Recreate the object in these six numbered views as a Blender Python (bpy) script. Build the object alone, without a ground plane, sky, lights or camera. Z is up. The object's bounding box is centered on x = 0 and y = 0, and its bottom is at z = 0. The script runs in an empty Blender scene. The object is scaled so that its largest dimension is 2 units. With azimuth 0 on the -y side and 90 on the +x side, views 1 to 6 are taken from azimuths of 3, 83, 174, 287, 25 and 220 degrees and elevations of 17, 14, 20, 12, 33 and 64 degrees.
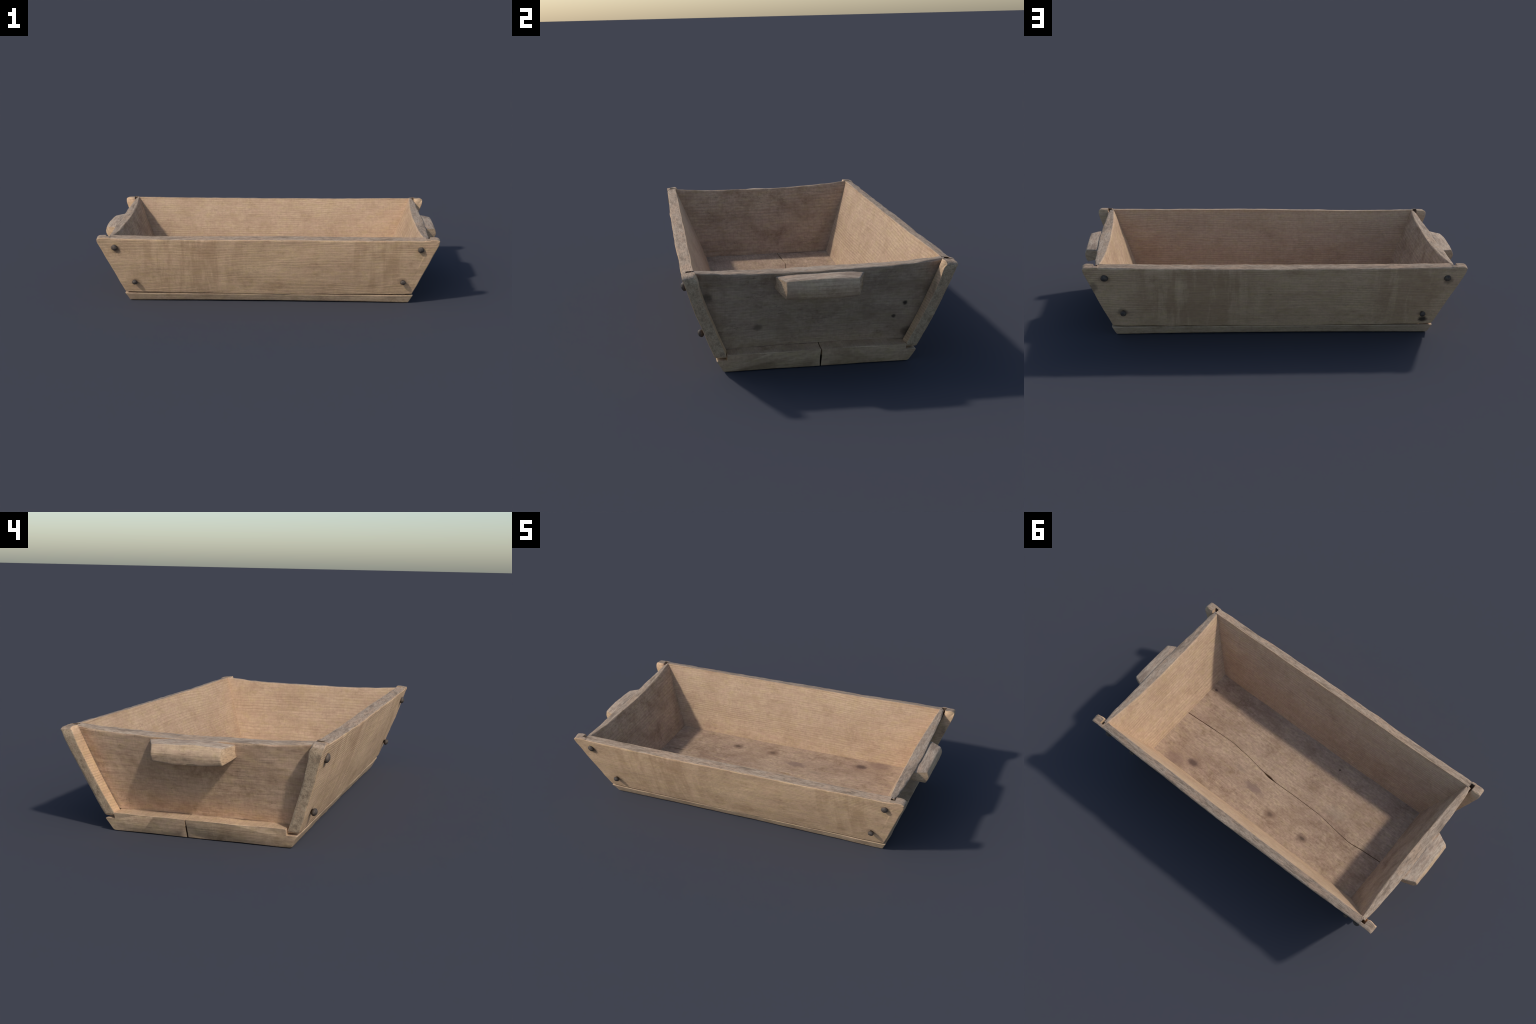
import bpy, math
import numpy as np
from mathutils import Vector, Matrix

rng = np.random.default_rng(7)


# --------------------------------------------------------------------------
#  helpers : smooth pseudo noise, edge-loop spacing, closed box grids
# --------------------------------------------------------------------------
def waves(seed, n, lo, hi):
    """sum of n sine waves over 3D with wavelengths lo..hi (anisotropic tuples allowed), roughly in -1..1"""
    r = np.random.default_rng(seed)
    lo, hi = np.array(lo, float) * np.ones(3), np.array(hi, float) * np.ones(3)
    k = r.normal(size=(n, 3))
    k /= np.linalg.norm(k, axis=1)[:, None]
    k *= math.tau / (lo + (hi - lo) * r.random((n, 3)))
    ph = r.random(n) * math.tau

    def f(p):
        return np.sin(p @ k.T + ph).sum(1) / math.sqrt(n)
    return f


def loops(length, r, step):
    """edge positions along a side: dense inside the rounded margin r, even in between"""
    m = [0, .12 * r, .35 * r, .65 * r, r, 1.7 * r]
    n = max(1, round((length - 3.4 * r) / step))
    mid = np.linspace(m[-1], length - m[-1], n + 1)[1:-1]
    return np.array(m + list(mid) + [length - x for x in m[::-1]])


def sstep(a, b, x):
    t = np.clip((x - a) / (b - a), 0, 1)
    return t * t * (3 - 2 * t)


def box_grid(us, vs, ws):
    """closed box surface: returns parameter points (N,3), quads, and a face tag (axis, side)"""
    nu, nv, nw = len(us), len(vs), len(ws)
    idx, pts, faces, tags = {}, [], [], []

    def vert(i, j, k):
        key = (i, j, k)
        if key not in idx:
            idx[key] = len(pts)
            pts.append((us[i], vs[j], ws[k]))
        return idx[key]

    for k, side in ((0, 0), (nw - 1, 1)):
        for i in range(nu - 1):
            for j in range(nv - 1):
                q = [vert(i, j, k), vert(i + 1, j, k), vert(i + 1, j + 1, k), vert(i, j + 1, k)]
                faces.append(q if side else q[::-1])
                tags.append(("w", side))
    for j, side in ((0, 0), (nv - 1, 1)):
        for i in range(nu - 1):
            for k in range(nw - 1):
                q = [vert(i, j, k), vert(i, j, k + 1), vert(i + 1, j, k + 1), vert(i + 1, j, k)]
                faces.append(q if side else q[::-1])
                tags.append(("v", side))
    for i, side in ((0, 0), (nu - 1, 1)):
        for j in range(nv - 1):
            for k in range(nw - 1):
                q = [vert(i, j, k), vert(i, j + 1, k), vert(i, j + 1, k + 1), vert(i, j, k + 1)]
                faces.append(q if side else q[::-1])
                tags.append(("u", side))
    return np.array(pts, float), faces, tags


def round_box(p, dims, r):
    """pull the surface points of a box [0,dims] onto a box with edges rounded to radius r (array or scalar)"""
    r = np.broadcast_to(np.asarray(r, float), (len(p),))[:, None]
    q = np.clip(p, r, np.asarray(dims) - r)
    d = p - q
    n = np.linalg.norm(d, axis=1, keepdims=True)
    return np.where(n > 1e-9, q + d / np.maximum(n, 1e-9) * np.minimum(r, n), p)


def make(name, co, faces, mats, index=None, parent=None, smooth=True):
    me = bpy.data.meshes.new(name)
    me.from_pydata([tuple(c) for c in co], [], faces)
    for m in mats:
        me.materials.append(m)
    if index is not None:
        me.polygons.foreach_set("material_index", np.array(index, np.int32))
    me.polygons.foreach_set("use_smooth", np.full(len(me.polygons), smooth))
    me.update()
    ob = bpy.data.objects.new(name, me)
    bpy.context.scene.collection.objects.link(ob)
    if parent is not None:
        ob.parent = parent
    return ob


def face_out(ob):
    import bmesh
    bm = bmesh.new()
    bm.from_mesh(ob.data)
    bmesh.ops.recalc_face_normals(bm, faces=bm.faces)
    bm.to_mesh(ob.data)
    bm.free()


# --------------------------------------------------------------------------
#  materials
# --------------------------------------------------------------------------
class Nodes:
    def __init__(self, name):
        self.m = bpy.data.materials.new(name)
        self.m.use_nodes = True
        self.t = self.m.node_tree
        self.t.nodes.clear()
        self.out = self.t.nodes.new("ShaderNodeOutputMaterial")
        self.b = self.t.nodes.new("ShaderNodeBsdfPrincipled")
        self.t.links.new(self.b.outputs[0], self.out.inputs[0])
        self.co = self.t.nodes.new("ShaderNodeTexCoord").outputs["Object"]

    def link(self, a, b):
        if hasattr(a, "is_linked") or isinstance(a, bpy.types.NodeSocket):
            self.t.links.new(a, b)
        else:
            b.default_value = a

    def mapping(self, scale, loc=(0, 0, 0), vec=None, rot=(0, 0, 0)):
        n = self.t.nodes.new("ShaderNodeMapping")
        n.inputs["Scale"].default_value = scale
        n.inputs["Location"].default_value = loc
        n.inputs["Rotation"].default_value = rot
        self.t.links.new(vec or self.co, n.inputs["Vector"])
        return n.outputs[0]

    def noise(self, vec, scale=1.0, detail=3.0, rough=.55, dist=0.0, colour=False):
        n = self.t.nodes.new("ShaderNodeTexNoise")
        self.t.links.new(vec, n.inputs["Vector"])
        n.inputs["Scale"].default_value = scale
        n.inputs["Detail"].default_value = detail
        n.inputs["Roughness"].default_value = rough
        n.inputs["Distortion"].default_value = dist
        return n.outputs["Color" if colour else "Fac"]

    def math(self, op, a, b=0.0, clamp=False):
        n = self.t.nodes.new("ShaderNodeMath")
        n.operation, n.use_clamp = op, clamp
        self.link(a, n.inputs[0])
        self.link(b, n.inputs[1])
        return n.outputs[0]

    def ramp(self, fac, stops, interp="LINEAR"):
        n = self.t.nodes.new("ShaderNodeValToRGB")
        n.color_ramp.interpolation = interp
        e = n.color_ramp.elements
        while len(e) < len(stops):
            e.new(0.5)
        for el, (pos, c) in zip(e, stops):
            el.position = pos
            el.color = (c, c, c, 1) if np.isscalar(c) else (*c, 1)
        self.t.links.new(fac, n.inputs[0])
        return n.outputs[0]

    def mix(self, fac, a, b, mode="MIX"):
        n = self.t.nodes.new("ShaderNodeMix")
        n.data_type, n.blend_type = "RGBA", mode
        self.link(fac, n.inputs["Factor"])
        self.link((*a, 1) if isinstance(a, tuple) else a, n.inputs["A"])
        self.link((*b, 1) if isinstance(b, tuple) else b, n.inputs["B"])
        return n.outputs["Result"]

    def vadd(self, a, b):
        n = self.t.nodes.new("ShaderNodeVectorMath")
        n.operation = "ADD"
        self.t.links.new(a, n.inputs[0])
        self.t.links.new(b, n.inputs[1])
        return n.outputs[0]

    def vscale(self, a, s):
        n = self.t.nodes.new("ShaderNodeVectorMath")
        n.operation = "MULTIPLY_ADD"
        self.t.links.new(a, n.inputs[0])
        n.inputs[1].default_value = s
        n.inputs[2].default_value = tuple(-.5 * x for x in s)
        return n.outputs[0]

    def spot(self, centre, radii, soft=(.35, 1.0), wobble=.35):
        """soft elliptical mask around a point, edge broken by noise"""
        v = self.mapping(tuple(1 / r for r in radii), tuple(-c / r for c, r in zip(centre, radii)))
        v = self.vadd(v, self.vscale(self.noise(self.co, 45, 2, colour=True), (wobble * 2,) * 3))
        n = self.t.nodes.new("ShaderNodeVectorMath")
        n.operation = "LENGTH"
        self.t.links.new(v, n.inputs[0])
        return self.ramp(n.outputs["Value"], [(soft[0], 1.0), (soft[1], 0.0)], "EASE")

    def finish(self, colour, height, rough=.8, bump=.3, dist=.004):
        self.link(colour, self.b.inputs["Base Color"])
        self.link(rough, self.b.inputs["Roughness"])
        self.b.inputs["Specular IOR Level"].default_value = .25
        n = self.t.nodes.new("ShaderNodeBump")
        n.inputs["Strength"].default_value = bump
        n.inputs["Distance"].default_value = dist
        self.t.links.new(height, n.inputs["Height"])
        self.t.links.new(n.outputs[0], self.b.inputs["Normal"])
        return self.m


def along(axis, a, c):
    return (a, c, c) if axis == "x" else (c, a, c)


def wood(name, axis, light, mid, dark, tint, lines=.5, pitch=.0095, fine=.5, blotch=.5, streaks=0.0,
         stain=.4, knots=(), cloth=.25, bump=.3, seed=0.0, mottle=.3, dash=7, cracks=.4, drip_at=None):
    """weathered softwood board: flowing early/late-wood lines along one axis, fine fibre, blotches, drips, knots"""
    N = Nodes(name)
    off = (seed * 3.1, seed * 1.7, seed * 2.3)
    # the grain wanders slowly along the board
    warp = N.noise(N.mapping(along(axis, 1.3, 5.0), off), 1.0, 2, .5, colour=True)
    p = N.vadd(N.co, N.vscale(warp, (.05, .05, .05)))
    # growth lines
    w = N.t.nodes.new("ShaderNodeTexWave")
    w.wave_type, w.wave_profile = "BANDS", "SIN"
    w.bands_direction = "Z" if axis in ("x", "y") else "Y"
    if name == "floor_top":
        w.bands_direction = "Y"
    w.inputs["Scale"].default_value = math.tau / 20 / pitch
    w.inputs["Distortion"].default_value = 1.6
    w.inputs["Detail"].default_value = 2.0
    w.inputs["Detail Scale"].default_value = .35
    N.t.links.new(p, w.inputs["Vector"])
    line = N.ramp(w.outputs["Fac"], [(0.0, 1.0), (.3, .3), (.62, 0.0)])
    vary = N.ramp(N.noise(N.mapping(along(axis, 1.2, 14), off), 1.0, 2), [(.33, .15), (.62, 1.0)])
    line = N.math("MULTIPLY", line, vary)
    # fibre: very long thin noise
    fibre = N.noise(N.mapping(along(axis, dash, 330 if dash < 10 else 230), off, p), 1.0, 3, .65)
    fibre2 = N.noise(N.mapping(along(axis, 2.2, 75), off, p), 1.0, 3, .6)
    weave = N.noise(N.mapping(along(axis, 260, 16), off), 1.0, 2, .6)     # faint saw marks across the grain
    # broad colour drift
    b1 = N.noise(N.mapping(along(axis, 3.2, 6.5), off), 1.0, 4, .6)
    b2 = N.noise(N.mapping(along(axis, 4.5, 8), (off[1] + 5, off[2], off[0])), 1.0, 4, .6)
    col = N.mix(N.ramp(b1, [(.3, 0.0), (.68, 1.0)]), mid, light)
    col = N.mix(N.math("MULTIPLY", N.ramp(b2, [(.42, 0.0), (.68, 1.0)]), blotch), col, tint)
    # small cloudy patches that lean towards ochre or towards rose
    m1 = N.noise(N.mapping(along(axis, 20, 42), (off[2], off[1], off[0])), 1.0, 4, .62)
    ochre = tuple(a * b for a, b in zip(mid, (1.0, 1.03, .84)))
    rose = tuple(a * b for a, b in zip(mid, (1.0, .92, .98)))
    col = N.mix(N.ramp(m1, [(.34, .55), (.5, 0.0)]), col, ochre)
    col = N.mix(N.ramp(m1, [(.5, 0.0), (.66, .55)]), col, rose)
    m2 = N.noise(N.mapping(along(axis, 48, 95), off), 1.0, 4, .66)
    col = N.mix(N.math("MULTIPLY", N.ramp(m2, [(.34, 1.0), (.52, 0.0)]), mottle), col, dark)
    col = N.mix(N.math("MULTIPLY", N.ramp(m2, [(.54, 0.0), (.7, 1.0)]), .8 * mottle), col, tuple(min(1, 1.14 * c) for c in light))
    col = N.mix(N.math("MULTIPLY", N.ramp(fibre2, [(.38, 1.0), (.6, 0.0)]), .38 * fine), col, dark)
    col = N.mix(N.math("MULTIPLY", N.ramp(fibre, [(.36, 1.0), (.58, 0.0)]), .55 * fine), col, dark)
    col = N.mix(N.math("MULTIPLY", N.ramp(weave, [(.36, 1.0), (.56, 0.0)]), cloth), col, dark)
    col = N.mix(N.math("MULTIPLY", line, lines), col, dark)
    # grime patches: broad brown clouds, then broken darker dirt, then specks
    brown = tuple(a * b for a, b in zip(dark, (.92, .84, .74)))
    if stain:
        g = N.noise(N.mapping(along(axis, 7, 9), (off[1] + 2, off[0], off[2])), 1.0, 6, .66, .4)
        g = N.ramp(g, [(.47, 0.0), (.66, 1.0)])
        col = N.mix(N.math("MULTIPLY", g, .75 * stain), col, brown)
        s = N.noise(N.mapping(along(axis, 5, 7), (off[2], off[0] + 9, off[1])), 1.0, 6, .72)
        s = N.ramp(s, [(.53, 0.0), (.68, 1.0)])
        s = N.math("MULTIPLY", s, N.ramp(N.noise(N.co, 70, 4, .7), [(.36, .25), (.58, 1.0)]))
        col = N.mix(N.math("MULTIPLY", s, 1.1 * stain), col, tuple(a * b for a, b in zip(dark, (.72, .62, .54))))
        f = N.ramp(N.noise(N.mapping(along(axis, 45, 70), off), 1.0, 3, .7), [(.66, 0.0), (.76, 1.0)])
        col = N.mix(N.math("MULTIPLY", f, .8 * stain), col, tuple(.42 * c for c in dark))
    # hairline checks, mostly along the grain, a few across it
    if cracks:
        for sc, k, th in ((along(axis, 6, 38), 1.0, .010), (along(axis, 34, 10), .55, .008)):
            n = N.noise(N.mapping(sc, (off[0] + 6, off[2], off[1])), 1.0, 3, .62)
            ln = N.ramp(N.math("ABSOLUTE", N.math("SUBTRACT", n, .5)), [(0.0, 1.0), (th, 0.0)])
            where = N.ramp(N.noise(N.mapping(along(axis, 11, 17), (off[1], off[2] + 4, off[0])), 1.0, 3, .6), [(.5, 0.0), (.6, 1.0)])
            col = N.mix(N.math("MULTIPLY", N.math("MULTIPLY", ln, where), k * cracks), col, tuple(.5 * c for c in dark))
    # old wet runs down the board
    if streaks:
        zone = None
        for at, k in drip_at:
            z = N.math("MULTIPLY", N.spot(at, (.42 if k == 1 else .24, .5, .42), (.4, 1.0), .2), k)
            zone = z if zone is None else N.math("MAXIMUM", zone, z)
        v = N.mapping((17, 5, 1.6), (off[1], off[0], off[2]), rot=(0, math.radians(5), 0))
        n = N.noise(v, 1.0, 4, .62, .25)
        d = N.ramp(n, [(.45, 0.0), (.55, 1.0)])
        col = N.mix(N.math("MULTIPLY", N.math("MULTIPLY", d, zone), streaks), col, tuple(a * b for a, b in zip(dark, (.95, .86, .80))))
        d2 = N.ramp(n, [(.34, 1.0), (.45, 0.0)])
        col = N.mix(N.math("MULTIPLY", N.math("MULTIPLY", d2, zone), .45 * streaks), col, tuple(min(1, 1.05 * c) for c in light))
    for centre, radii, strength, kcol in knots:
        col = N.mix(N.math("MULTIPLY", N.spot(centre, radii), strength), col, kcol)
    h = N.math("ADD", N.math("MULTIPLY", line, -1.1 * lines), N.math("MULTIPLY", fibre, .8))
    h = N.math("ADD", h, N.math("MULTIPLY", fibre2, .6))
    return N.finish(col, h, .82, bump, .003)


def rim_wood(name, axis, light, mid, dark, warm, seed=0.0, bump=.5):
    """weathered edge wood: grey, pitted, rubbed pale and reddish in places"""
    N = Nodes(name)
    off = (seed, seed * 2.1, seed * .7)
    b = N.noise(N.mapping(along(axis, 9, 48), off), 1.0, 5, .7)
    g = N.noise(N.mapping(along(axis, 38, 210), off), 1.0, 4, .7)
    col = N.ramp(b, [(.36, dark), (.48, mid), (.62, light)])
    w = N.ramp(N.noise(N.mapping(along(axis, 9, 22), (off[1] + 3, off[0], 1)), 1.0, 4, .65), [(.5, 0.0), (.64, 1.0)])
    col = N.mix(N.math("MULTIPLY", w, .8), col, warm)
    col = N.mix(N.ramp(g, [(.38, .8), (.52, 0.0)]), col, dark)
    pit = N.ramp(N.noise(N.mapping(along(axis, 110, 160), off), 1.0, 2), [(.64, 0.0), (.76, .3)])
    col = N.mix(pit, col, tuple(min(1, c * 1.25) for c in light))
    return N.finish(col, N.math("ADD", g, b), .88, bump, .004)


# palette (linear base colours)
IRON_DARK, KNOT = (.035, .033, .034), (.10, .065, .045)

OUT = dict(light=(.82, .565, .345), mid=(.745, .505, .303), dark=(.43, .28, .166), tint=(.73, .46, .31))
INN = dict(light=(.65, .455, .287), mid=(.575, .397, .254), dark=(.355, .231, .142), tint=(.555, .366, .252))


def halo(x, y, z, k=.55):
    return ((x, y, z), (.034, .05, .034), k, (.20, .13, .085))


side_front_out = wood("side_outer_front", "x", **OUT, lines=.55, pitch=.0102, fine=.42, blotch=.5, streaks=.42, stain=.42, cloth=.12, seed=1.0, drip_at=[((-.45, -.46, .32), 1), ((.64, -.46, .36), .8)],
                      knots=[halo(-.868, -.49, .352, .8), halo(-.775, -.43, .13, .35), halo(.874, -.49, .358, .4), halo(.780, -.43, .15, .4)])
side_back_out = wood("side_outer_back", "x", **OUT, lines=.55, pitch=.0102, fine=.42, blotch=.5, streaks=.5, stain=.42, cloth=.12, seed=1.7, drip_at=[((.42, .46, .3), 1), ((-.66, .46, .33), .8)],
                     knots=[((-.786, .402, .094), (.034, .05, .026), .95, (.035, .028, .022)),
                            ((.925, .47, .31), (.03, .06, .05), .6, (.16, .11, .075)),
                            halo(-.885, .49, .345, .7), halo(.868, .49, .36, .4), halo(.786, .43, .156, .5)])
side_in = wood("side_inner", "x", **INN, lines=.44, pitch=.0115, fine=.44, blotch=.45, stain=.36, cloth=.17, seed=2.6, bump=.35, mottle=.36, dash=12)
ENDO = dict(light=(.72, .50, .335), mid=(.63, .435, .29), dark=(.335, .22, .14), tint=(.60, .40, .26))
end_right_out = wood("end_outer_right", "y", light=(.56, .42, .30), mid=(.47, .35, .25), dark=(.25, .18, .125), tint=(.50, .345, .25),
                     lines=.2, pitch=.012, fine=.45, blotch=.5, stain=.6, cracks=.55, cloth=.15, seed=3.3, mottle=.35, dash=12,
                     knots=[((.862, .342, .245), (.05, .014, .014), .95, (.035, .028, .022)),
                            ((.841, .302, .187), (.05, .012, .012), .9, (.05, .035, .028)),
                            ((.830, -.228, .17), (.05, .026, .020), .6, (.07, .05, .035)),
                            ((.888, -.42, .316), (.05, .03, .03), .6, (.08, .06, .045)),
                            ((.80, .36, .115), (.05, .03, .035), .6, (.08, .06, .045))])
end_left_out = wood("end_outer_left", "y", **ENDO, lines=.14, pitch=.011, fine=.42, blotch=.6, stain=.55, cracks=.65, cloth=.2, seed=4.1, mottle=.36, dash=14)
ENDI = dict(light=(.655, .459, .289), mid=(.575, .397, .253), dark=(.345, .226, .139), tint=(.55, .364, .252))
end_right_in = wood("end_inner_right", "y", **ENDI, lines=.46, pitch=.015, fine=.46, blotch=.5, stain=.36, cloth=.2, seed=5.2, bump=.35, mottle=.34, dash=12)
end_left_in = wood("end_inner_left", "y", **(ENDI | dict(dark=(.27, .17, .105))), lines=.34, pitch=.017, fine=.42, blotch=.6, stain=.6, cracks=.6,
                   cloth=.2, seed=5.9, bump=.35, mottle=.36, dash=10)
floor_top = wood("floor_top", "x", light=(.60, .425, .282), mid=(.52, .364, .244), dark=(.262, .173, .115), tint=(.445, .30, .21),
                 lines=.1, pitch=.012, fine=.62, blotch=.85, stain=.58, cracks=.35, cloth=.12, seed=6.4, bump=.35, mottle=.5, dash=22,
                 knots=[((-.302, .219, .082), (.05, .034, .05), .85, (.22, .14, .095)), ((-.304, .219, .082), (.024, .013, .05), .8, (.10, .068, .048)),
                        ((-.066, .219, .082), (.055, .037, .05), .8, (.25, .155, .10)), ((-.068, .219, .082), (.024, .017, .05), .7, (.14, .088, .06)),
                        ((.488, .248, .082), (.065, .036, .05), .85, (.23, .145, .105)), ((.492, .248, .082), (.04, .024, .05), .78, (.115, .072, .054)),
                        ((-.21, -.254, .082), (.009, .008, .05), .9, (.06, .04, .035)),
                        ((.11, .15, .082), (.09, .035, .05), .75, (.24, .155, .12)),
                        ((.60, .29, .082), (.09, .05, .05), .65, (.25, .155, .115)),
                        ((-.36, -.02, .082), (.09, .05, .05), .35, (.30, .23, .165)),
                        ((.25, .10, .082), (.06, .02, .05), .4, (.26, .19, .13)),
                        ((.702, -.208, .082), (.016, .011, .05), .8, (.09, .06, .05))])
EDGE = dict(light=(.71, .51, .33), mid=(.625, .445, .288), dark=(.34, .235, .148), tint=(.57, .395, .27))
floor_edge = wood("floor_edge", "x", **EDGE, lines=.25, pitch=.016, fine=.42, blotch=.5, stain=.5, cloth=.1, seed=7.0, mottle=.35)
floor_end = wood("floor_end_grain", "y", **EDGE, lines=.2, pitch=.014, fine=.42, blotch=.6, stain=.6, cracks=.6, cloth=.12, seed=7.7, mottle=.4, dash=14)
rim_side = rim_wood("side_rim", "x", (.485, .365, .262), (.40, .292, .205), (.235, .168, .114), (.49, .325, .215), 1.3)
rim_end = rim_wood("end_rim", "y", (.49, .375, .275), (.405, .302, .217), (.245, .178, .124), (.49, .335, .22), 5.3)
end_grain = rim_wood("side_end_grain", "x", (.60, .45, .30), (.51, .375, .245), (.32, .23, .15), (.56, .385, .25), 2.3, .3)
groove = wood("groove_dark_brown", "x", (.16, .1, .06), (.13, .08, .05), (.06, .04, .025), (.13, .08, .05), stain=.3, seed=8.0)
handle_face = wood("handle_wood", "y", light=(.68, .49, .32), mid=(.58, .41, .265), dark=(.33, .225, .145), tint=(.54, .36, .26),
                   lines=.25, pitch=.016, fine=.45, blotch=.6, stain=.5, cracks=.5, cloth=.15, seed=9.1, mottle=.4, dash=14, bump=.45)
handle_top = rim_wood("handle_top", "y", (.56, .44, .32), (.46, .345, .25), (.30, .215, .153), (.54, .37, .255), 9.7, .4)
handle_end = rim_wood("handle_end_grain", "x", (.66, .465, .29), (.57, .39, .245), (.40, .265, .16), (.60, .40, .24), 11.0, .25)

N = Nodes("forged_iron")
c = N.ramp(N.noise(N.co, 60, 4, .65), [(.35, (.06, .05, .045)), (.55, (.11, .088, .072)), (.72, (.20, .14, .095))])
iron = N.finish(c, N.noise(N.co, 130, 3), .62, .5, .003)
N.b.inputs["Metallic"].default_value = .1


# --------------------------------------------------------------------------
#  the trough
# --------------------------------------------------------------------------
trough = bpy.data.objects.new("wooden_trough", None)
bpy.context.scene.collection.objects.link(trough)
trough["label"] = "old rectangular plank trough with flared sides and two grips"
trough["category"] = "wooden trough"

Z0, Z1 = .058, .422              # foot and nominal rim height of the boards


def end_inner_x(z):              # inner face of an end board at its corners
    return .732 + .153 * (z - .082) / .338


def end_outer_x(z):
    t = np.clip((z - .081) / .339, 0, 1)
    return .803 + .111 * t - .021 * (1 - t) ** 1.7


# ---- side boards ---------------------------------------------------------
def side_outer_y(x, z):
    t = (z - .06) / .36
    bow = np.clip(1 - (x / .9) ** 2, 0, 1)
    return .3935 + .1175 * t + bow * (.001 + .008 * np.clip(t, 0, 1)) + (.005 + .006 * bow) * np.sin(math.pi * np.clip(t, 0, 1))


def side_board(sign, name, rim_fn, out_mat, seed):
    H, L, T = 1.0, 2.0, 1.0
    knots = [0.0, .62, .80, 1.0]             # parameter stations: centre, groove inner, groove outer, tip
    half = np.concatenate([np.linspace(0, .60, 46), [.613, .619, .6205, .625],
                           np.linspace(.63, .79, 12), [.797, .7995, .801, .806],
                           np.linspace(.82, .93, 8), [.945, .958, .97, .98, .988, .994, .998, 1.0]])
    us = np.concatenate([-half[::-1], half[1:]])
    vs = np.concatenate([[0, .003, .008, .014, .022], np.linspace(.04, .93, 34), [.95, .965, .976, .984, .991, .996, 1.0]])
    ws = np.array([0, .03, .09, .18, .3, .5, .7, .82, .91, .97, 1.0])
    P, faces, tags = box_grid(us, vs, ws)
    u, v, w = P[:, 0], P[:, 1], P[:, 2]
    a, sg = np.abs(u), np.sign(u)

    def place(a, sg, v, w):
        # heights: foot lifts at the ends, rim sags in the middle
        xa = np.interp(a, knots, [0, .80, .90, .985])
        zb = .0545 + .006 * (xa / .85) ** 2
        zt = rim_fn(xa * sg)
        z = zb + (zt - zb) * v
        z = z + (w - .5) * .010 * v ** 3 * np.where(a > .62, .5, 1.0)
        X = .8415 + .1465 * (z - .061) / .366                         # slanted end cut
        xg0, xg1 = end_inner_x(z) + .012, end_outer_x(z) + .007 + .012 * np.clip(1 - (z - .085) / .335, 0, 1) ** 1.7 + .002 * (z > .3) * (z - .3) / .12
        x = np.where(a < .62, xg0 * a / .62,
            np.where(a < .80, xg0 + (xg1 - xg0) * (a - .62) / .18, xg1 + (X - xg1) * (a - .80) / .20))
        yo = side_outer_y(x, z)
        if sign < 0:                                                  # slight hollow in the front board
            yo = yo - .0045 * np.exp(-((x * sg - .03) / .24) ** 2) * np.sin(math.pi * np.clip((z - .14) / .30, 0, 1))
        tz = np.clip((z - .08) / .34, 0, 1)
        y_in = .325 + .1415 * tz - .003 * np.clip(1 - (x / .75) ** 2, 0, 1) * (1 - tz) - .002 * np.sin(math.pi * tz)
        y_in = y_in - .4 * np.clip(.08 - z, 0, .05)
        t_in = yo - y_in
        e = sstep(.80, 1.0, a)
        t_out = (.053 - .004 * tz) - .006 * e
        slot = np.where((a > .6197) & (a < .8002), 1.0, 0.0)
        th = np.where(a <= .6197, t_in, t_out)
        th = np.where(slot > 0, .0185, th)
        y = yo - th * w
        return x * sg, y, z

    x, y, z = place(a, sg, v, w)
    base = np.stack([x, y, z], 1)
    # edge rounding done in metres on the outer skin: distances to the four outline edges and two faces
    thick = np.where(a < .62, .05, np.where(a < .8, .05, .04))
    dtop, dbot, dend = (1 - v) * .362, v * .362, np.where(a > .80, (1 - a) / .20 * .078, 1.0)
    dout, din = w * thick, (1 - w) * thick
    nz = waves(seed, 10, .05, .30)
    wear = .0065 + .0025 * nz(base)

    def roll(d1, d2, r):
        """amounts to move in from two faces that meet, so their edge becomes a quarter round"""
        c1, c2 = np.clip(1 - d1 / r, 0, 1), np.clip(1 - d2 / r, 0, 1)
        m = np.maximum(c1, c2)
        n = np.sqrt(c1 ** 2 + c2 ** 2)
        k = np.where(n > 1e-6, m / np.maximum(n, 1e-6), 1.0)
        return r * (c1 - c1 * k), r * (c2 - c2 * k)

    dz = np.zeros(len(P)); dy = np.zeros(len(P)); dx = np.zeros(len(P))
    for da, rr in ((dout, wear * 1.15), (din, wear * .7)):
        s = -1 if da is dout else 1
        m1, m2 = roll(dtop, da, rr)
        dz -= m1; dy += s * m2
        m1, m2 = roll(dbot, da, rr * .6)
        dz += m1 * .8; dy += s * m2
        m1, m2 = roll(dend, da, np.minimum(rr * 1.1, .012))
        dx -= m1; dy += s * m2
    slotm = (a > .61) & (a < .81)
    dy = np.where(slotm & (w > .5), 0, dy)
    # the upper tips are knocked round, the lower corners a little
    m1, m2 = roll(dtop, dend, np.full(len(P), .040))
    dz -= m1; dx -= m2
    m1, m2 = roll(dbot, dend, np.full(len(P), .008))
    dz += m1; dx -= m2
    # hand-worked undulation of both faces and of the rim
    und = waves(seed + 1, 14, (.10, .05, .05), (.6, .3, .3))
    small = waves(seed + 2, 16, (.03, .02, .015), (.12, .06, .04))
    skin = np.where(w > .5, 1.0, -1.0) * np.abs(2 * w - 1)
    dy += skin * np.where(slotm, 0.2, 1) * (.0012 * und(base) + .0004 * small(base)) * np.where(w > .5, -1, 1) * -1
    top = sstep(.9, 1.0, v)
    dz += top * (.0009 * und(base * [1, 0, 0] + 3.3) + .0007 * small(base + 1.7)) * np.where(slotm, .4, 1)
    # scooped inner corner of the tips
    scoop = np.exp(-((z - .405) / .03) ** 2) * sstep(.80, .86, a) * w * .006
    dy -= scoop
    co = np.stack([base[:, 0] + dx * sg, base[:, 1] + dy, base[:, 2] + dz], 1)
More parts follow.
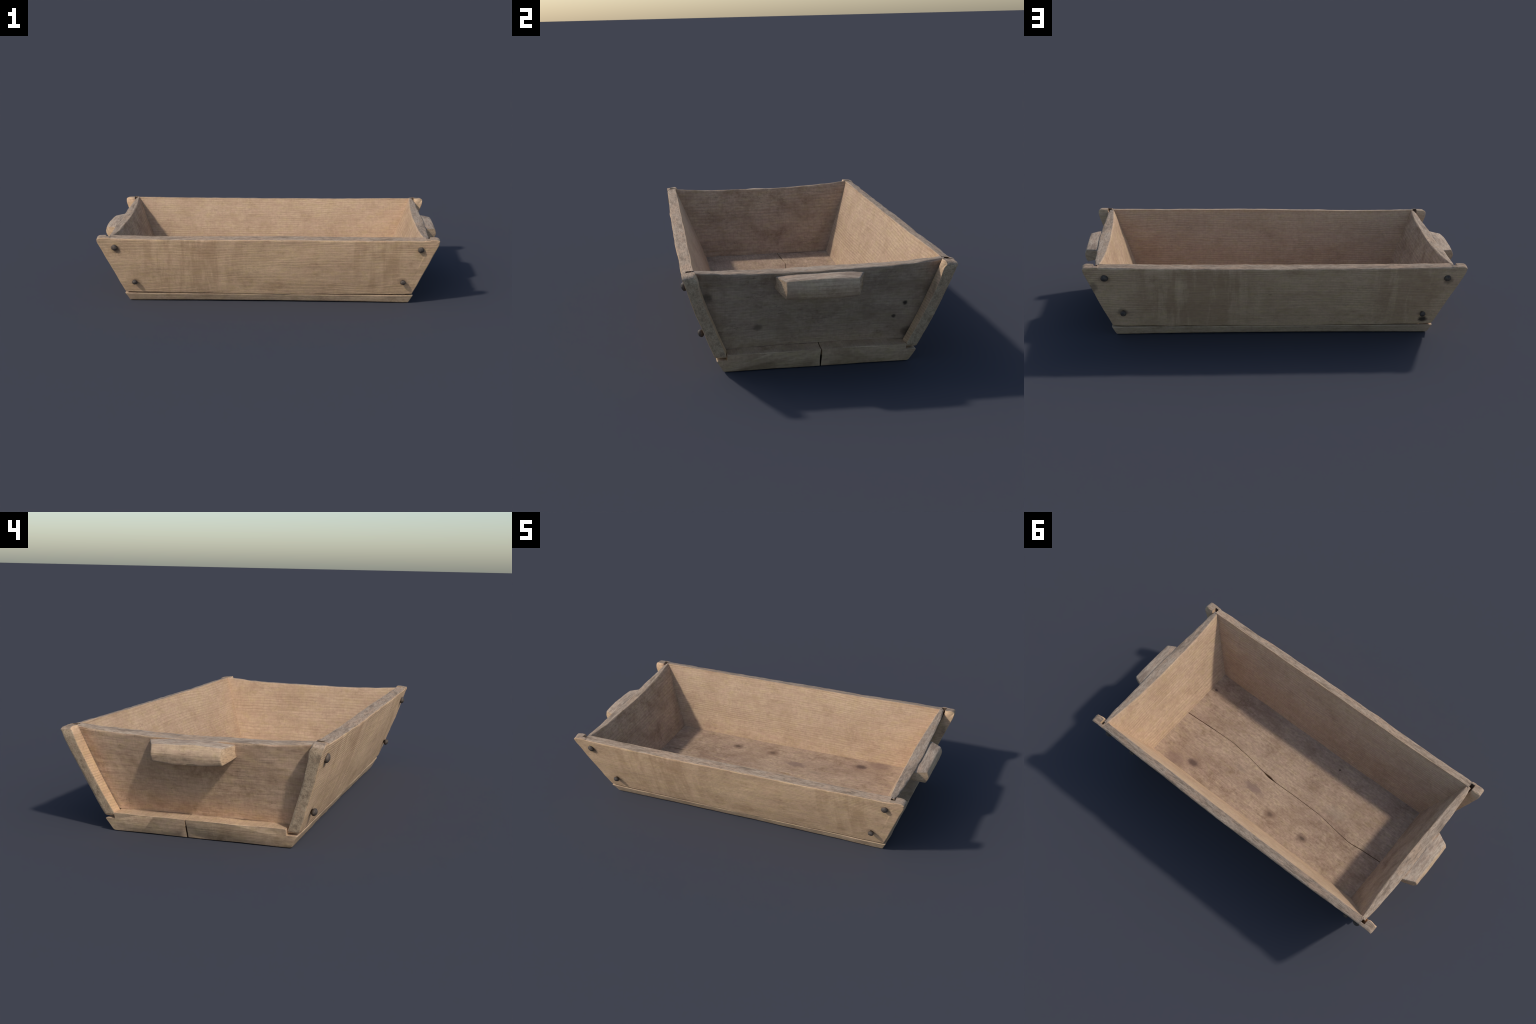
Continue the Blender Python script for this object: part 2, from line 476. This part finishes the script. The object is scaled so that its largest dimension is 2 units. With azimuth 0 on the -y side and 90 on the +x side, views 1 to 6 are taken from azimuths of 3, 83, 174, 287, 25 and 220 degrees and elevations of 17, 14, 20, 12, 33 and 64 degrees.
    co[:, 1] *= sign
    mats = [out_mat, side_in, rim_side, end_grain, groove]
    fi = []
    for f, (ax, sd) in zip(faces, tags):
        am = np.mean(np.abs(u[f]))
        if ax == "w":
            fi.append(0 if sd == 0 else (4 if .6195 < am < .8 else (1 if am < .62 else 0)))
        elif ax == "v":
            wm = np.mean(w[f])
            fi.append((1 if wm > .93 and am < .6 else 0 if wm < .05 else 2) if sd else 0)
        else:
            fi.append(3)
    ob = make(name, co, faces, mats, fi, trough)
    face_out(ob)
    ob.data.set_sharp_from_angle(angle=math.radians(50))
    return ob


def front_rim(x):
    return .4235 + .0045 * sstep(.55, .95, np.abs(x)) + .0022 * np.sin(x * 5 + .8) * (np.abs(x) < .9)


def back_rim(x):
    return .4205 + .0085 * sstep(.2, .92, np.abs(x)) + .0015 * np.sin(x * 4 + 2)


front = side_board(-1, "side_board", front_rim, side_front_out, 11)
back = side_board(1, "side_board", back_rim, side_back_out, 23)


# ---- end boards ----------------------------------------------------------
def end_board(sign, name, sag, out_mat, seed, tilt):
    us = np.concatenate([[-1, -.996, -.99, -.98], np.linspace(-.965, .965, 90), [.98, .99, .996, 1]])
    vs = np.concatenate([[0, .004, .012, .025], np.linspace(.045, .92, 34), [.94, .955, .968, .979, .988, .995, 1.0]])
    ws = np.array([0, .025, .07, .14, .24, .36, .5, .64, .76, .86, .93, .975, 1.0])
    P, faces, tags = box_grid(us, vs, ws)
    u, v, w = P[:, 0], P[:, 1], P[:, 2]              # w: 0 outer face, 1 inner face
    zt = sag(u * .47)
    z = .0815 + (zt - .0815) * v
    z = z + (w - .5) * tilt * v ** 3
    Y = .3665 + .1085 * (z - .085) / .335             # board is let into the grooves of the side boards
    y = Y * u
    mid = np.clip(1 - (y / (Y - .02)) ** 2, 0, 1)
    tz = np.clip((z - .085) / .335, 0, 1)
    foot = (1 - tz) ** 1.7
    xo = end_outer_x(z) + .021 * mid ** .5 * tz ** 1.3 + foot * (.013 * (1 - mid) ** 1.5 - (.005 if sign > 0 else .006) * mid)
    xi = end_inner_x(z) - .012 * mid ** .8 * tz ** 2 + (.009 if sign > 0 else .003) * mid * np.sin(math.pi * tz)
    x = xo + (xi - xo) * w
    base = np.stack([x, y, z], 1)
    thick = np.maximum(xo - xi, .02)
    wear = np.minimum(.009 + .003 * waves(seed, 10, .05, .3)(base), thick * .42) * (1 - .45 * sstep(.9, 1.0, np.abs(u)))
    dtop, dout, din, dend = (1 - v) * .33, w * thick, (1 - w) * thick, (1 - np.abs(u)) * .45

    def roll(d1, d2, r):
        c1, c2 = np.clip(1 - d1 / r, 0, 1), np.clip(1 - d2 / r, 0, 1)
        n = np.sqrt(c1 ** 2 + c2 ** 2)
        k = np.where(n > 1e-6, np.maximum(c1, c2) / np.maximum(n, 1e-6), 1.0)
        return r * (c1 - c1 * k), r * (c2 - c2 * k)

    dx = np.zeros(len(P)); dz = np.zeros(len(P)); dy = np.zeros(len(P))
    m1, m2 = roll(dtop, dout, wear * 1.0); dz -= m1; dx -= m2
    m1, m2 = roll(dtop, din, wear * .65); dz -= m1; dx += m2
    m1, m2 = roll(dtop, dend, np.full(len(P), .004)); dz -= m1; dy -= m2
    und = waves(seed + 1, 14, (.05, .10, .05), (.3, .5, .3))
    small = waves(seed + 2, 16, (.02, .03, .015), (.06, .12, .04))
    skin = (w - .5) * 2
    dx += -skin * (.0013 * und(base) + .0005 * small(base))
    dz += sstep(.9, 1, v) * (.0011 * und(base * [0, 1, 0] + 1.1) + .0008 * small(base + .7))
    co = np.stack([(base[:, 0] + dx) * sign, base[:, 1] + dy * np.sign(u), base[:, 2] + dz], 1)
    fi = []
    for f, (ax, sd) in zip(faces, tags):
        wm = np.mean(w[f])
        fi.append((1 if sd else 0) if ax == "w" else ((1 if wm > .95 else 2) if ax == "v" and sd else 3))
    ob = make(name, co, faces, [out_mat, end_right_in if sign > 0 else end_left_in, rim_end, end_grain], fi, trough)
    face_out(ob)
    ob.data.set_sharp_from_angle(angle=math.radians(55))
    return ob


right = end_board(1, "end_board", lambda y: .4110 + .0150 * (np.abs(y + .03) / .45) ** 2.6, end_right_out, 31, .004)
left = end_board(-1, "end_board", lambda y: .4085 + .0170 * np.clip(np.abs(y + .03) / .45, 0, 1.1) ** 2.2, end_left_out, 41, .010)


# ---- floor: two planks, rebated along the side boards, with a wandering joint --
SEAM_X = [-.87, -.726, -.60, -.517, -.446, -.286, -.12, .036, .08, .13, .27, .395, .56, .722, .87]
SEAM_Y = [.053, .057, .064, .073, .065, .043, .041, .043, .038, .034, .012, -.001, .006, .015, .014]


def seam(x):
    xs = np.linspace(-.87, .87, 400)
    ys = np.interp(xs, SEAM_X, SEAM_Y)
    k = np.hanning(17); k /= k.sum()
    return np.interp(x, xs, np.convolve(np.pad(ys, 8, mode="edge"), k, "valid"))


def gap(x):
    return .0019 + .0095 * np.exp(-((x - .085) / .033) ** 2) + .0016 * sstep(-.48, -.56, x) * sstep(-.78, -.7, x) + .0014 * sstep(.45, .6, x)


def floor_plank(side, name, seed):
    # cross-section around the plank (y measured outwards from the centre), counter-clockwise
    z_t, z_r = .0812, .0528
    corner = [(.3640, .0), (.3915, z_r - .001), (.349, z_r), (.349, z_t)]

    def arc(p0, p1, p2, r, n=4):
        p0, p1, p2 = map(np.array, (p0, p1, p2))
        d0, d2 = (p0 - p1) / np.linalg.norm(p0 - p1), (p2 - p1) / np.linalg.norm(p2 - p1)
        A, B = p1 + d0 * r, p1 + d2 * r
        return [tuple((1 - t) ** 2 * A + 2 * t * (1 - t) * p1 + t ** 2 * B) for t in np.linspace(0, 1, n)]

    # station list: (kind, y or fraction, z); seam side handled per station
    st = np.linspace(-1, 1, 121)
    edge = np.array([.9935, .997, .999, 1.0])
    st = np.concatenate([-edge[::-1], st[np.abs(st) < .99], edge])
    und = waves(seed, 12, (.06, .05, .05), (.4, .3, .3))
    small = waves(seed + 1, 14, .02, .09)
    rows, tags = [], None
    for s in st:
        sec, tg = [], []
        x0 = s * .845
        inner = side * float(seam(x0)) + float(gap(x0)) * .5          # joint position measured outwards
        lift = .005 * max(0.0, 1 - (x0 / .78) ** 2) ** .8
        ins = .0022 * (1 - math.sqrt(max(0.0, 1 - max(0.0, (abs(s) - .9935) / .0065) ** 2)))
        # bottom (from joint to outside)
        for t in np.linspace(0, 1, 9)[:-1]:
            sec.append((inner + .0008 + (.355 - inner) * t, lift * .9)); tg.append(3)
        sec += arc((.30, lift), (.3640, lift), (.3915, z_r), .007); tg += [1] * 4
        for t in (.25, .5, .75):
            sec.append((.3640 + .0275 * t, lift + (z_r - lift) * t)); tg.append(1)
        sec += arc((.3640, lift), (.3915, z_r), (.349, z_r), .006); tg += [1] * 4
        sec += [(.372, z_r), (.352, z_r), (.349, z_r + .001)]; tg += [1] * 3
        sec += arc((.349, z_r), (.349, z_t), (inner, z_t), .004); tg += [1] * 4
        for t in np.linspace(0, 1, 25)[1:-1]:
            sec.append((.343 + (inner + .003 - .343) * t, z_t)); tg.append(0)
        sec += arc((.34, z_t), (inner, z_t), (inner, 0), .0022); tg += [0] * 4
        sec += [(inner + .001, .05), (inner + .001, .02)]; tg += [2] * 2
        sec = np.array(sec)
        cen = np.array([.5 * (.365 + inner), .04])
        mv = (cen - sec) / np.linalg.norm(cen - sec, axis=1, keepdims=True) * ins
        mv[:, 0] *= sstep(.004, .05, sec[:, 1] - inner)
        sec = sec + mv
        xx = s * (.8235 + .43 * np.clip(sec[:, 1], 0, .09))
        rows.append(np.stack([xx, sec[:, 0], sec[:, 1]], 1))
        tags = tg
    R = np.array(rows)
    n = R.shape[1]
    flat = R.reshape(-1, 3)
    topm = sstep(.06, .08, flat[:, 2])
    flat[:, 2] -= topm * .0045 * np.clip(1 - (flat[:, 0] / .74) ** 2, 0, 1)
    flat[:, 2] -= topm * .0022 * sstep(.78, .81, np.abs(flat[:, 0]))
    flat[:, 2] += topm * (.0009 * und(flat) + .0003 * small(flat))
    endm = sstep(.8, .84, np.abs(flat[:, 0]))
    flat[:, 0] += np.sign(flat[:, 0]) * endm * (.0012 * und(flat * [0, 1, 1]) + .0006 * small(flat))
    outm = sstep(.355, .37, flat[:, 1])
    flat[:, 1] += outm * (.0012 * und(flat * [1, 0, 1] + 2) + .0005 * small(flat))
    flat[:, 2] = np.maximum(flat[:, 2], .0)
    flat[:, 1] *= side
    faces, fi = [], []
    for i in range(len(st) - 1):
        for j in range(n):
            k = (j + 1) % n
            faces.append([i * n + j, (i + 1) * n + j, (i + 1) * n + k, i * n + k])
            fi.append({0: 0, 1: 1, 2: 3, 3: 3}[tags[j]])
    for i in (0, len(st) - 1):
        faces.append(list(range(i * n, i * n + n)))
        fi.append(2)
    # the ledge top outside the end boards has the lighter edge wood
    fi = [1 if (m == 0 and np.mean(np.abs(flat[f, 0])) > .78) else m for m, f in zip(fi, faces)]
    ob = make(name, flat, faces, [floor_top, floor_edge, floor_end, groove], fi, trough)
    face_out(ob)
    ob.data.set_sharp_from_angle(angle=math.radians(45))
    return ob


floor_plank(-1, "floor_plank", 51)
floor_plank(1, "floor_plank", 61)


# ---- handles -------------------------------------------------------------
def handle(sign, parent, seed):
    # section: (distance from centre, height, half length at that corner); last two lie behind the wall face
    corner = [(.893, .380, .172), (.927, .3975, .166), (.989, .390, .137), (.9995, .362, .135), (.994, .342, .136),
              (.982, .3225, .138), (.932, .340, .161), (.87, .352, .172)]
    ring = []
    for i, p in enumerate(corner):                                   # soften the corners of the section
        q, r = np.array(corner[i - 1]), np.array(corner[(i + 1) % len(corner)])
        p = np.array(p)
        k = .12 if i not in (3, 4) else .35
        A, B = p + (q - p) * k, p + (r - p) * k
        for t in (0, .5, 1):
            ring.append((1 - t) ** 2 * A + 2 * t * (1 - t) * p + t * t * B)
        C = B + (r + (p - r) * .12 - B) * .5
        ring.append(C)
    ring = np.array(ring)
    n = len(ring)
    st = np.concatenate([[-1, -.992, -.975], np.linspace(-.94, .94, 40), [.975, .992, 1]])
    cx, cz = ring[:, 0].mean(), ring[:, 1].mean()
    und = waves(seed, 12, (.05, .06, .04), (.2, .3, .12))
    small = waves(seed + 1, 12, .015, .05)
    pts = []
    for s in st:
        b = 1 - s * s
        ins = .004 * (1 - math.sqrt(max(0, 1 - max(0, (abs(s) - .97) / .03) ** 2)))
        r = ring[:, 0] + (cx - ring[:, 0]) * ins / .05
        z = ring[:, 1] + (cz - ring[:, 1]) * ins / .035
        up = np.clip((ring[:, 1] - .35) / .045, -1, 1)
        z = z + b * np.where(up > 0, .006 * up, .010 * up) + 0
        r = r + b * .002
        pts.append(np.stack([r, s * ring[:, 2], z], 1))
    co = np.array(pts).reshape(-1, 3)
    co[:, 2] += .0012 * und(co) + .0004 * small(co)
    co[:, 0] += .0011 * und(co + 4) + .0004 * small(co + 2)
    co[:, 0] *= sign
    faces, fi = [], []
    for i in range(len(st) - 1):
        for j in range(n):
            k = (j + 1) % n
            faces.append([i * n + j, (i + 1) * n + j, (i + 1) * n + k, i * n + k])
            fi.append(2 if 2 <= j <= 8 and abs(st[i]) < 2 else 0)
    for i in (0, len(st) - 1):
        faces.append(list(range(i * n, i * n + n)))
        fi.append(1)
    ob = make("handle", co, faces, [handle_face, handle_end, handle_top], fi, parent)
    face_out(ob)
    ob.data.set_sharp_from_angle(angle=math.radians(38))
    return ob


handle(1, right, 71)
handle(-1, left, 81)


# ---- iron pegs -----------------------------------------------------------
def peg(parent, head, radius, flat, seed, sign):
    """round-headed iron peg standing out of a side board; head = centre of the head"""
    prof = [(.0085, -.040), (.0085, -.004)]
    for t in np.linspace(-.9, 1.57, 9):
        prof.append((radius * math.cos(t), flat * math.sin(t)))
    m = 20
    nz = waves(seed, 8, .012, .04)
    co, faces = [], []
    for (r, h) in prof[:-1]:
        for i in range(m):
            a = i * math.tau / m
            co.append((r * math.cos(a), r * math.sin(a), h))
    co.append((0, 0, flat))
    co = np.array(co)
    co *= (1 + .05 * nz(co))[:, None] * [1, 1, 1]
    rows = len(prof) - 1
    for k in range(rows - 1):
        for i in range(m):
            j = (i + 1) % m
            faces.append([k * m + i, k * m + j, (k + 1) * m + j, (k + 1) * m + i])
    for i in range(m):
        faces.append([(rows - 1) * m + i, (rows - 1) * m + (i + 1) % m, len(co) - 1])
    r2 = np.random.default_rng(seed)
    axis = Vector((r2.normal() * .07, sign, -.30 + r2.normal() * .05)).normalized()
    M = Matrix.Translation(Vector(head)) @ axis.to_track_quat("Z", "Y").to_matrix().to_4x4()
    co = [tuple(M @ Vector(c)) for c in co]
    ob = make("peg", co, faces, [iron], None, parent)
    return ob


for i, (hx, hy, hz, r, f) in enumerate([(-.877, -.500, .363, .0185, .011), (-.779, -.436, .135, .0155, .012),
                                        (.871, -.502, .363, .0175, .012), (.782, -.443, .149, .0155, .012)]):
    peg(front, (hx, hy, hz), r, f, 100 + i, -1)
for i, (hx, hy, hz, r, f) in enumerate([(.868, .501, .365, .0185, .012), (.782, .445, .151, .0155, .012),
                                        (-.878, .498, .360, .0175, .012), (-.778, .437, .135, .0150, .012)]):
    peg(back, (hx, hy, hz), r, f, 120 + i, 1)
